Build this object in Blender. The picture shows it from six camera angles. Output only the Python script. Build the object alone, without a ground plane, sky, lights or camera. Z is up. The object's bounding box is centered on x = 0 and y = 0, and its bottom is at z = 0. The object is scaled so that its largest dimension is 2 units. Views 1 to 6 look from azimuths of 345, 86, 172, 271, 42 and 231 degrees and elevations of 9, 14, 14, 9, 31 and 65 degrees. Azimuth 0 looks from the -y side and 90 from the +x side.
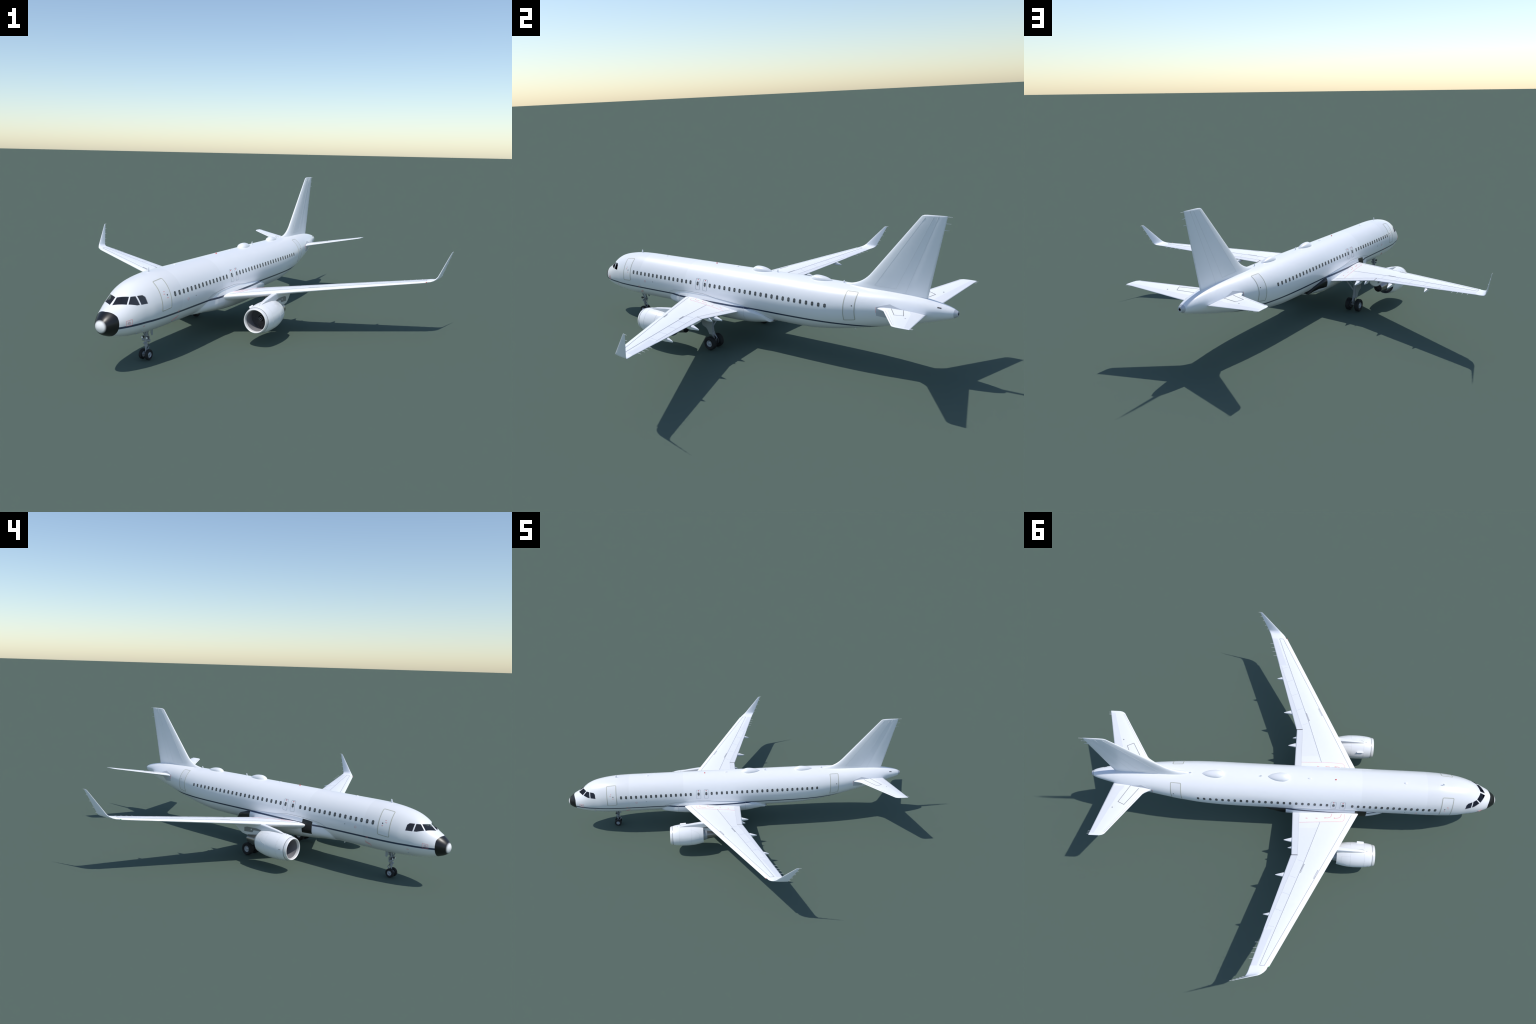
# Twin-engine narrow-body passenger airplane, parked on its wheels.
# Local frame: s = distance aft of the nose, p = distance to port, z = height above ground (metres, model scale).
import bpy, bmesh, math, random, functools
import numpy as np
from mathutils import Vector, Matrix

random.seed(7)
for o in list(bpy.data.objects):
    bpy.data.objects.remove(o, do_unlink=True)

YAW = math.radians(49.1)
AFT = Vector((math.cos(YAW), math.sin(YAW), 0))
PORT = Vector((math.sin(YAW), -math.cos(YAW), 0))
S_MID = 1.17
S_ORG, P_ORG = 1.3327, -0.0255

# ------------------------------------------------------------------ materials
def mat(name, color, rough=.4, metal=0., coat=0., spec=.5, grain=.0, grain_scale=60.):
    m = bpy.data.materials.new(name); m.use_nodes = True
    nt = m.node_tree; b = nt.nodes['Principled BSDF']
    b.inputs['Roughness'].default_value = rough
    b.inputs['Metallic'].default_value = metal
    b.inputs['Coat Weight'].default_value = coat
    b.inputs['Coat Roughness'].default_value = .12
    b.inputs['Specular IOR Level'].default_value = spec
    col = (*color, 1)
    if grain > 0:
        tc = nt.nodes.new('ShaderNodeTexCoord'); nz = nt.nodes.new('ShaderNodeTexNoise')
        nz.inputs['Scale'].default_value = grain_scale; nz.inputs['Detail'].default_value = 4
        nt.links.new(tc.outputs['Object'], nz.inputs['Vector'])
        mx = nt.nodes.new('ShaderNodeMix'); mx.data_type = 'RGBA'
        mx.inputs[6].default_value = tuple(c * (1 - grain) for c in color) + (1,)
        mx.inputs[7].default_value = tuple(min(1, c * (1 + grain)) for c in color) + (1,)
        nt.links.new(nz.outputs['Fac'], mx.inputs[0]); nt.links.new(mx.outputs[2], b.inputs['Base Color'])
    else:
        b.inputs['Base Color'].default_value = col
    return m

class N:
    """small helper for math node chains"""
    def __init__(self, m):
        self.nt = m.node_tree; self.bsdf = self.nt.nodes['Principled BSDF']
        tc = self.nt.nodes.new('ShaderNodeTexCoord'); sx = self.nt.nodes.new('ShaderNodeSeparateXYZ')
        self.nt.links.new(tc.outputs['Object'], sx.inputs[0]); self.tc = tc
        self.x, self.y, self.z = sx.outputs
    def m(self, op, a, b=None, c=None):
        n = self.nt.nodes.new('ShaderNodeMath'); n.operation = op
        for i, v in enumerate((a, b, c)):
            if v is None: continue
            if isinstance(v, (int, float)): n.inputs[i].default_value = v
            else: self.nt.links.new(v, n.inputs[i])
        return n.outputs[0]
    def ramp(self, v, lo, hi):
        n = self.nt.nodes.new('ShaderNodeMapRange'); n.interpolation_type = 'SMOOTHSTEP'
        self.nt.links.new(v, n.inputs[0]); n.inputs[1].default_value = lo; n.inputs[2].default_value = hi
        return n.outputs[0]
    def mix(self, f, a, b):
        n = self.nt.nodes.new('ShaderNodeMix'); n.data_type = 'RGBA'
        if isinstance(f, (int, float)): n.inputs[0].default_value = f
        else: self.nt.links.new(f, n.inputs[0])
        for i, v in ((6, a), (7, b)):
            if isinstance(v, tuple): n.inputs[i].default_value = (*v, 1)
            else: self.nt.links.new(v, n.inputs[i])
        return n.outputs[2]
    def noise(self, scale, detail=4):
        n = self.nt.nodes.new('ShaderNodeTexNoise'); n.inputs['Scale'].default_value = scale; n.inputs['Detail'].default_value = detail
        self.nt.links.new(self.tc.outputs['Object'], n.inputs['Vector']); return n.outputs['Fac']
    def color(self, c): self.nt.links.new(c, self.bsdf.inputs['Base Color'])

WHITE = (.90, .905, .92)
NAVY = (.030, .050, .100)
def painted(name, with_stripe=True, sections=True):
    m = mat(name, WHITE, rough=.30, coat=.25); n = N(m)
    c = WHITE
    if sections:   # barrel sections painted in slightly different whites
        f1 = n.m('LESS_THAN', n.x, .428 - S_MID); f2 = n.m('LESS_THAN', n.x, .797 - S_MID)
        c = n.mix(f2, (.92, .925, .94), (.885, .89, .905))
        c = n.mix(f1, c, (.845, .85, .865))
    g = n.noise(35.)
    c = n.mix(n.m('MULTIPLY', g, .05), c, (.74, .74, .75))
    if with_stripe:
        star = n.m('GREATER_THAN', n.y, 0.)
        zc = n.m('MULTIPLY_ADD', star, .0052, .2106)
        d = n.m('ABSOLUTE', n.m('SUBTRACT', n.z, zc))
        band = n.m('LESS_THAN', d, .0047)
        c = n.mix(band, c, NAVY)
    n.color(c); return m

M_FUS = painted('fuselage_paint')
M_FAIR = painted('fairing_paint', True, False)
M_WHITE = mat('white_paint', (.90, .905, .92), .30, coat=.25, grain=.015)
M_BRIGHT = mat('bright_white_paint', (.97, .975, .985), .32, coat=.2, grain=.01)
M_WING = mat('wing_grey_white', (.935, .945, .99), .42, grain=.015)
M_SPOIL = mat('spoiler_grey_white', (.90, .91, .945), .42, grain=.015)
M_FLAP = mat('flap_grey', (.83, .84, .87), .42, grain=.015)
M_ELEV = mat('elevator_grey', (.83, .84, .87), .42, grain=.015)
M_STAB = mat('stabilizer_white', (.92, .93, .96), .40, grain=.015)
M_FIN = mat('fin_white', (.90, .91, .93), .36, coat=.15, grain=.01)
M_PYL = mat('pylon_paint', (.80, .81, .83), .36, grain=.01)
M_NAC = mat('nacelle_paint', (.90, .905, .915), .32, coat=.2, grain=.01)
M_LIP = mat('polished_lip', (.90, .89, .88), .28, metal=.15)
M_LINE = mat('panel_gap', (.20, .21, .23), .6)
M_FAINT = mat('faint_panel_gap', (.62, .62, .63), .6)
M_FINL = mat('fin_panel_gap', (.72, .73, .75), .5)
M_DARKFILL = mat('dark_fill', (.05, .05, .055), .7)
M_DOORL = mat('door_seal', (.50, .50, .44), .5)
M_EXITL = mat('exit_seal', (.42, .45, .48), .5)
M_SEAL = mat('hatch_seal', (.17, .17, .15), .6)
M_CABIN = mat('cockpit_grey', (.48, .50, .56), .6)
M_GLASS = mat('dark_glass', (.022, .026, .036), .12, spec=.5)
M_WFRAME = mat('window_surround', (.030, .033, .034), .45)
M_WPANE = mat('window_blind', (.12, .13, .135), .35)
M_RED = mat('red_marking', (.75, .10, .09), .5)
M_LRED = mat('light_red_marking', (.86, .32, .31), .5)
M_GRN = mat('green_light', (.05, .5, .15), .3)
M_BLACK = mat('black_panel', (.008, .0085, .009), .35)
M_TYRE = mat('tyre_rubber', (.013, .0135, .015), .75, grain=.15, grain_scale=200)
M_RIM = mat('wheel_alloy', (.46, .49, .54), .4, metal=.3)
M_GEAR = mat('gear_grey', (.36, .38, .41), .45, metal=.2, grain=.06, grain_scale=150)
M_GEARD = mat('gear_dark', (.07, .07, .075), .5)
M_FAN = mat('fan_titanium', (.24, .24, .25), .38, metal=.6)
M_LINER = mat('inlet_liner', (.25, .25, .27), .55)
M_NOZ = mat('exhaust_metal', (.30, .285, .28), .30, metal=.9, grain=.1)
M_CORE = mat('core_cowl', (.42, .45, .49), .4, metal=.4)
M_PYG = mat('pylon_panel_grey', (.27, .275, .28), .5)
M_APU = mat('apu_metal', (.60, .61, .64), .4, metal=.15)
M_SEALP = mat('stabilizer_seal_plate', (.56, .58, .62), .45)
M_HLE = mat('leading_edge_joint', (.50, .50, .52), .5)

def radome_paint():
    m = mat('radome_paint', (.006, .0065, .007), .36); n = N(m)
    tip = n.ramp(n.x, .0055 - S_MID, .0138 - S_MID)
    n.color(n.mix(tip, (.84, .84, .84), (.006, .0065, .0072))); return m
M_RADOME = radome_paint()
def spinner_paint():
    m = mat('spinner_paint', (.02, .02, .022), .35)
    return m
M_SPIN = spinner_paint()

# ------------------------------------------------------------------ objects
root = bpy.data.objects.new('passenger_airplane', None)
bpy.context.scene.collection.objects.link(root)
root['label'] = 'white twin-engine passenger airplane with navy stripe and black nose'
root['category'] = 'airplane'
root.rotation_euler = (0, 0, YAW)
root.location = AFT * (S_MID - S_ORG) + PORT * P_ORG
root.empty_display_size = .2

def L(s, p, z): return (s - S_MID, -p, z)

def new_obj(name, me, parent=None):
    o = bpy.data.objects.new(name, me)
    bpy.context.scene.collection.objects.link(o)
    o.parent = parent or root
    return o

def mesh(name, verts, faces, mats, parent=None, smooth=True, angle=40, mi=None, recalc=True):
    """verts are (s,p,z)"""
    me = bpy.data.meshes.new(name)
    me.from_pydata([L(*v) for v in verts], [], faces)
    if not isinstance(mats, (list, tuple)): mats = [mats]
    for m in mats: me.materials.append(m)
    if mi is not None: me.polygons.foreach_set('material_index', mi)
    bm = bmesh.new(); bm.from_mesh(me)
    bmesh.ops.remove_doubles(bm, verts=bm.verts, dist=1e-7)
    if recalc: bmesh.ops.recalc_face_normals(bm, faces=bm.faces)
    if smooth:
        for f in bm.faces: f.smooth = True
        a = math.radians(angle)
        for e in bm.edges:
            if len(e.link_faces) == 2 and e.calc_face_angle(0) > a: e.smooth = False
    bm.to_mesh(me); bm.free(); me.update()
    return new_obj(name, me, parent)

def split_mesh(verts, faces, part_of, specs, parent=None):
    """One smooth surface; faces are separated into objects per part key with the whole surface's normals.
    specs: key -> (name, material, parent_key or None)"""
    me = bpy.data.meshes.new('whole'); me.from_pydata([L(*v) for v in verts], [], faces)
    bm = bmesh.new(); bm.from_mesh(me); bmesh.ops.recalc_face_normals(bm, faces=bm.faces); bm.to_mesh(me); bm.free()
    me.update()
    nrm = [v.normal.copy() for v in me.vertices]; co = [v.co.copy() for v in me.vertices]
    fl = [tuple(p.vertices) for p in me.polygons]
    bpy.data.meshes.remove(me)
    objs = {}
    for key, (name, m, pk) in specs.items():
        idx = [i for i, k in enumerate(part_of) if k == key]
        if not idx: continue
        used = sorted({v for i in idx for v in fl[i]}); remap = {v: j for j, v in enumerate(used)}
        pm = bpy.data.meshes.new(name)
        pm.from_pydata([co[v] for v in used], [], [[remap[v] for v in fl[i]] for i in idx])
        pm.materials.append(m)
        pm.polygons.foreach_set('use_smooth', [True] * len(pm.polygons)); pm.update()
        pm.normals_split_custom_set_from_vertices([nrm[v] for v in used])
        objs[key] = new_obj(name, pm, objs.get(pk) or parent)
    return objs

def grid_faces(nu, nv, wrap_v=False):
    f = []; nn = nv
    for i in range(nu - 1):
        for j in range(nn if wrap_v else nn - 1):
            k = (j + 1) % nn
            f.append((i * nn + j, i * nn + k, (i + 1) * nn + k, (i + 1) * nn + j))
    return f

def loft(rings, cap=True):
    n = len(rings[0]); v = [q for r in rings for q in r]; f = grid_faces(len(rings), n, True)
    if cap:
        f.append(tuple(range(n))); b = (len(rings) - 1) * n; f.append(tuple(b + i for i in range(n)))
    return v, f

def rod(a, b, r0, r1=None, n=12):
    """verts/faces of a capped tapered cylinder between local points"""
    r1 = r0 if r1 is None else r1
    A, B = Vector(a), Vector(b); d = (B - A).normalized()
    u = d.orthogonal().normalized(); w = d.cross(u)
    R = [[tuple(c + u * (r * math.cos(t)) + w * (r * math.sin(t))) for t in [2 * math.pi * i / n for i in range(n)]] for c, r in ((A, r0), (B, r1))]
    return loft(R)

def join(*parts):
    V, F = [], []
    for v, f in parts:
        o = len(V); V += list(v); F += [tuple(i + o for i in q) for q in f]
    return V, F

def box(s0, s1, p0, p1, z0, z1):
    v = [(s, p, z) for s in (s0, s1) for p in (p0, p1) for z in (z0, z1)]
    return v, [(0, 1, 3, 2), (4, 6, 7, 5), (0, 4, 5, 1), (2, 3, 7, 6), (0, 2, 6, 4), (1, 5, 7, 3)]

def prism(poly, p0, p1):
    """polygon of (s,z) extruded between two p values"""
    n = len(poly); v = [(s, p0, z) for s, z in poly] + [(s, p1, z) for s, z in poly]
    f = [tuple(range(n)), tuple(range(2 * n - 1, n - 1, -1))] + [(i, (i + 1) % n, n + (i + 1) % n, n + i) for i in range(n)]
    return v, f

def pchip(x, y, q):
    x = np.asarray(x, float); y = np.asarray(y, float); q = np.asarray(q, float); h = np.diff(x); dl = np.diff(y) / h; n = len(x)
    m = np.zeros(n)
    for i in range(1, n - 1):
        if dl[i - 1] * dl[i] > 0:
            w1 = 2 * h[i] + h[i - 1]; w2 = h[i] + 2 * h[i - 1]; m[i] = (w1 + w2) / (w1 / dl[i - 1] + w2 / dl[i])
    m[0] = dl[0]; m[-1] = dl[-1]
    q = np.clip(q, x[0], x[-1]); i = np.clip(np.searchsorted(x, q) - 1, 0, n - 2); t = (q - x[i]) / h[i]
    return y[i] * (1 + 2 * t) * (1 - t) ** 2 + m[i] * h[i] * t * (1 - t) ** 2 + y[i + 1] * t * t * (3 - 2 * t) + m[i + 1] * h[i] * t * t * (t - 1)

# ------------------------------------------------------------------ fuselage
# station, top, bottom, half width, height of greatest width
FUS = np.array([
    (0, .2205, .2195, .0005, .2200), (.003, .2335, .2070, .0145, .2200), (.010, .2450, .1945, .0265, .2205), (.022, .2585, .1835, .0385, .2220),
    (.045, .2768, .1727, .0540, .2260), (.080, .2970, .1622, .0710, .2300), (.115, .3235, .1543, .0840, .2330), (.150, .3505, .1482, .0935, .2370),
    (.190, .3690, .1432, .1020, .2460), (.240, .3812, .1385, .1130, .2520), (.300, .3900, .1352, .1195, .2575), (.370, .3950, .1338, .1236, .2640),
    (.450, .3960, .1337, .1253, .2668), (1.45, .3960, .1337, .1253, .2668), (1.58, .3953, .1360, .1244, .2715), (1.70, .3942, .1485, .1212, .2780),
    (1.82, .3920, .1697, .1122, .2890), (1.94, .3895, .1963, .0980, .3000), (2.06, .3862, .2252, .0797, .3100), (2.18, .3775, .2550, .0584, .3210),
    (2.28, .3610, .2850, .0375, .3270), (2.325, .3480, .3000, .0245, .3265), (2.346, .3370, .3120, .0135, .3255)])
_k = np.clip(FUS[:, 0] / .03, 0, 1) * .0011
FUS[:, 1] -= _k; FUS[:, 2] += _k; FUS[:, 3] -= _k   # skin sits just inside the traced outline
_Q = np.sqrt(FUS[:, 0])
@functools.lru_cache(maxsize=None)
def fsec(s):
    q = math.sqrt(min(max(s, 0), 2.346)); return [float(pchip(_Q, FUS[:, i], q)) for i in (1, 2, 3, 4)]
def fpos(s, phi):
    t, b, w, zw = fsec(s); h = t - zw if math.sin(phi) >= 0 else zw - b
    return np.array((s, w * math.cos(phi), zw + h * math.sin(phi)))
R0 = .125
def fus_surf(u, v):
    """u = station, v = R0*angle measured up from the port side"""
    phi = v / R0; a = fpos(u, phi); e = 1e-3
    d1 = fpos(u + e, phi) - fpos(max(u - e, 0), phi); d2 = fpos(u, phi + e) - fpos(u, phi - e)
    n = np.cross(d1, d2); n /= np.linalg.norm(n)
    c = np.array((0, math.cos(phi), math.sin(phi)))
    return a, n if n @ c > 0 else -n
def fang(s, z, side):
    """v coordinate of the surface point at station s, height z, on side +1 port / -1 starboard"""
    t, b, w, zw = fsec(s); h = t - zw if z >= zw else zw - b
    a = math.asin(max(-1, min(1, (z - zw) / h)))
    return R0 * (a if side > 0 else math.pi - a)
def fpt(s, p, z):
    t, b, w, zw = fsec(s); h = t - zw if z >= zw else zw - b
    return R0 * math.atan2((z - zw) / h, p / w)

NT = 144
s_list = list(np.concatenate([np.linspace(0, 1, 15)[:-1] ** 2 * .02, np.linspace(.02, .056, 12)[:-1], np.linspace(.056, .45, 90)[:-1], np.linspace(.45, 1.45, 60)[:-1], np.linspace(1.45, 2.331, 90)[:-1], np.linspace(2.331, 2.346, 6)]))
i_rad = int(np.argmin([abs(s - .056) for s in s_list])); i_tail = int(np.argmin([abs(s - 2.331) for s in s_list]))
# cockpit windows: corner points (s, |p|, z)
WIND = [[(.1130, .0035, .3220), (.1368, .0480, .3252), (.1110, .0560, .2975), (.0790, .0060, .2960)],
        [(.1405, .0520, .3250), (.1590, .0645, .3248), (.1600, .0861, .2900), (.1470, .0815, .2900), (.1165, .0600, .2977)],
        [(.1645, .0670, .3255), (.1885, .0773, .3255), (.1977, .0860, .3168), (.2000, .0982, .2890), (.1660, .0882, .2895)]]

WIN3 = [[Vector(tuple(fpos(s, fpt(s, side * p, z) / R0))) for s, p, z in w] for side in (1, -1) for w in WIND]

def cut_openings(bm, polys):
    """cut straight-edged window openings into the skin (3D, in s p z space)"""
    for poly in polys:
        c0 = sum(poly, Vector()) / len(poly); wn = Vector()
        for a, b_ in zip(poly, poly[1:] + poly[:1]): wn += (a - c0).cross(b_ - c0)
        wn.normalize(); rad = max((q - c0).length for q in poly) + .007
        near = lambda f: (f.calc_center_median() - c0).length < rad and abs((f.calc_center_median() - c0).dot(wn)) < .02
        planes = [(a, (b_ - a).cross(wn).normalized()) for a, b_ in zip(poly, poly[1:] + poly[:1])]
        planes = [(a, n_ if n_.dot(c0 - a) < 0 else -n_) for a, n_ in planes]
        for a, n_ in planes:
            fc = [f for f in bm.faces if near(f)]
            ge = list({e for f in fc for e in f.edges}) + list({v_ for f in fc for v_ in f.verts}) + fc
            bmesh.ops.bisect_plane(bm, geom=ge, dist=1e-6, plane_co=a, plane_no=n_)
        dead = [f for f in bm.faces if near(f) and all(n_.dot(f.calc_center_median() - a) < 1e-7 for a, n_ in planes)]
        bmesh.ops.delete(bm, geom=dead, context='FACES')

bm = bmesh.new(); lay = bm.faces.layers.int.new('part'); rows = []
for s in s_list:
    row = []
    for j in range(NT):
        phi = 2 * math.pi * j / NT
        ss = s
        if phi < math.pi and s > .003:   # the black radome edge runs further forward along the top
            p = abs(math.cos(phi)) * .059
            q_ = max(0, 1 - p / .050); ss = s - .0125 * q_ * (1.6 - .6 * q_) * math.exp(-((s - .056) / .018) ** 2)
        row.append(bm.verts.new(tuple(fpos(ss, phi))))
    rows.append(row)
for i in range(len(s_list) - 1):
    for j in range(NT):
        bm.faces.new((rows[i][j], rows[i][(j + 1) % NT], rows[i + 1][(j + 1) % NT], rows[i + 1][j]))[lay] = 0 if i < i_rad else (2 if i >= i_tail else 1)
cut_openings(bm, WIN3)
bm.verts.index_update()
V = [tuple(v_.co) for v_ in bm.verts]; F = [tuple(v_.index for v_ in f.verts) for f in bm.faces]; part = [('radome', 'fus', 'tail')[f[lay]] for f in bm.faces]
bm.free()
SP = {'fus': ('fuselage', M_FUS, None), 'radome': ('radome', M_RADOME, None), 'tail': ('tail_cone', M_APU, None)}
OB = split_mesh(V, F, part, SP)
# cockpit interior: lining with the same openings and a bulkhead, added to darken the windows
def inset(u, v_):
    a, n_ = fus_surf(u, v_); return tuple(a - n_ * .0022)
bm = bmesh.new(); us = np.linspace(.070, .300, 60); rows = [[bm.verts.new(inset(u, R0 * 2 * math.pi * j / 96)) for j in range(96)] for u in us]
for i in range(59):
    for j in range(96): bm.faces.new((rows[i][j], rows[i][(j + 1) % 96], rows[i + 1][(j + 1) % 96], rows[i + 1][j]))
cut_openings(bm, WIN3); bm.verts.index_update()
v = [tuple(q.co) for q in bm.verts]; f = [tuple(q.index for q in f_.verts) for f_ in bm.faces]; bm.free()
cab = mesh('cockpit_lining', v, f, M_CABIN, OB['fus'])
v, f = [tuple(fpos(.300, a) * np.array((1, .98, 1))) for a in np.linspace(0, 2 * math.pi, 64, endpoint=False)], [tuple(range(64))]; mesh('cockpit_bulkhead', v, f, M_CABIN, OB['fus'], smooth=False)
# exhaust of the auxiliary power unit
ring = [(2.346, .0135 * math.cos(t), .3255 + (.0115 if math.sin(t) > 0 else .0135) * math.sin(t)) for t in [2 * math.pi * i / 48 for i in range(48)]]
hole = lambda s, r: [(s, r * math.cos(t), .3250 + r * math.sin(t)) for t in [2 * math.pi * i / 48 for i in range(48)]]
v, f = loft([ring, hole(2.3475, .0080), hole(2.3475, .0065)], False); mesh('exhaust_rim', v, f, M_APU, OB['tail'])
v, f = loft([hole(2.3475, .0065), hole(2.325, .0060)], False); f.append(tuple(range(48, 96))); mesh('exhaust_opening', v, f, M_DARKFILL, OB['tail'])

# ------------------------------------------------------------------ surface decals and plates with real thickness
def build_patch(surf, loops, off, depth, cell):
    """loops: list of polygons [(u,v)...]; mapped to the surface, raised by off, with a skirt going depth below"""
    bm = bmesh.new()
    for lp in loops:
        bm.faces.new([bm.verts.new((a, b_, 0)) for a, b_ in lp])
    if cell:
        xs = [v_.co.x for v_ in bm.verts]; ys = [v_.co.y for v_ in bm.verts]
        for ax, lo, hi in ((0, min(xs), max(xs)), (1, min(ys), max(ys))):
            k = math.ceil((hi - lo) / cell)
            for i in range(1, k):
                pos = [0, 0, 0]; pos[ax] = lo + (hi - lo) * i / k
                no = [0, 0, 0]; no[ax] = 1
                bmesh.ops.bisect_plane(bm, geom=bm.verts[:] + bm.edges[:] + bm.faces[:], plane_co=pos, plane_no=no, dist=1e-7)
    bm.verts.index_update()
    top = []; low = []
    for v_ in bm.verts:
        a, n = surf(v_.co.x, v_.co.y); top.append(tuple(a + n * off)); low.append(tuple(a + n * (off - depth)))
    k = len(top); F = [tuple(v_.index for v_ in f_.verts) for f_ in bm.faces]
    F += [(e.verts[0].index, e.verts[1].index, e.verts[1].index + k, e.verts[0].index + k) for e in bm.edges if len(e.link_faces) == 1]
    bm.free(); return top + low, F

def patch(name, surf, poly, m, off=.0006, depth=.0009, cell=.006, parent=None, angle=50):
    v, f = build_patch(surf, [poly], off, depth, cell)
    return mesh(name, v, f, m, parent, angle=angle)

def ribbon_vf(surf, pts, width, off=.0006, depth=.0009, step=.006, closed=False):
    P = [np.array(q, float) for q in pts]
    if closed: P.append(P[0])
    R = [P[0]]
    for a, b_ in zip(P[:-1], P[1:]):
        k = max(1, math.ceil(np.linalg.norm(b_ - a) / step))
        R += [a + (b_ - a) * i / k for i in range(1, k + 1)]
    if closed: R = R[:-1]
    n = len(R); rows = []
    for i in range(n):
        if closed: d0, d1 = R[i] - R[i - 1], R[(i + 1) % n] - R[i]
        else: d0 = R[i] - R[i - 1] if i else R[1] - R[0]; d1 = R[i + 1] - R[i] if i < n - 1 else d0
        d0 = d0 / np.linalg.norm(d0); d1 = d1 / np.linalg.norm(d1); t = d0 + d1; t /= max(np.linalg.norm(t), 1e-6)
        nn = np.array((-t[1], t[0])); mit = 1 / max(.45, abs(nn @ np.array((-d0[1], d0[0]))))
        w = width / 2 * mit; row = []
        for q, o in ((R[i] - nn * w, off - depth), (R[i] - nn * w, off), (R[i] + nn * w, off), (R[i] + nn * w, off - depth)):
            a, nv = surf(q[0], q[1]); row.append(tuple(a + nv * o))
        rows.append(row)
    V_ = [q for r in rows for q in r]; F_ = []
    for i in range(n if closed else n - 1):
        j = (i + 1) % n
        for k in range(3): F_.append((i * 4 + k, i * 4 + k + 1, j * 4 + k + 1, j * 4 + k))
    if not closed: F_ += [(0, 1, 2, 3), ((n - 1) * 4 + 3, (n - 1) * 4 + 2, (n - 1) * 4 + 1, (n - 1) * 4)]
    return V_, F_

def ribbon(name, surf, pts, width, m, parent=None, **k):
    v, f = ribbon_vf(surf, pts, width, **k); return mesh(name, v, f, m, parent, angle=50)

def rrect(u0, u1, v0, v1, r, n=6):
    out = []
    rs = r if isinstance(r, (list, tuple)) else [r] * 4
    for (cx, cy, a0), rr in zip(((u1, v1, 0), (u0, v1, 90), (u0, v0, 180), (u1, v0, 270)), rs):
        x = cx - rr if cx == u1 else cx + rr; y = cy - rr if cy == v1 else cy + rr
        for i in range(n + 1):
            a = math.radians(a0 + 90 * i / n); out.append((x + rr * math.cos(a), y + rr * math.sin(a)))
    return out

def ellipse(u, v, a, b_, n=20): return [(u + a * math.cos(2 * math.pi * i / n), v + b_ * math.sin(2 * math.pi * i / n)) for i in range(n)]

# cabin windows
def window_mesh(s, side, name):
    v0 = fang(s, .3012, side)
    outer = rrect(s - .0067, s + .0067, v0 - .0106, v0 + .0106, .0058, 5)
    inner = rrect(s - .0042, s + .0042, v0 - .0066, v0 + .0066, .0038, 5)
    va, fa = build_patch(fus_surf, [outer], .0006, .0010, .005); vb, fb = build_patch(fus_surf, [inner], .0009, .0006, .005)
    V_, F_ = join((va, fa), (vb, fb))
    return mesh(name, V_, F_, [M_WFRAME, M_WPANE], mi=[0] * len(fa) + [1] * len(fb), angle=50)
win_s = [.3735 + .03366 * i for i in range(15)] + [.9515 - .0530, .9515] + [.9883 + .03508 * i for i in range(22)]
for side in (1, -1):
    proto = None
    for s in win_s:
        if .45 <= s <= 1.45:
            if proto is None:
                o = window_mesh(s, side, 'cabin_window'); proto = (o, s)
            else:
                o = proto[0].copy(); o.location.x = s - proto[1]; bpy.context.scene.collection.objects.link(o)
        else:
            window_mesh(s, side, 'cabin_window')

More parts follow.
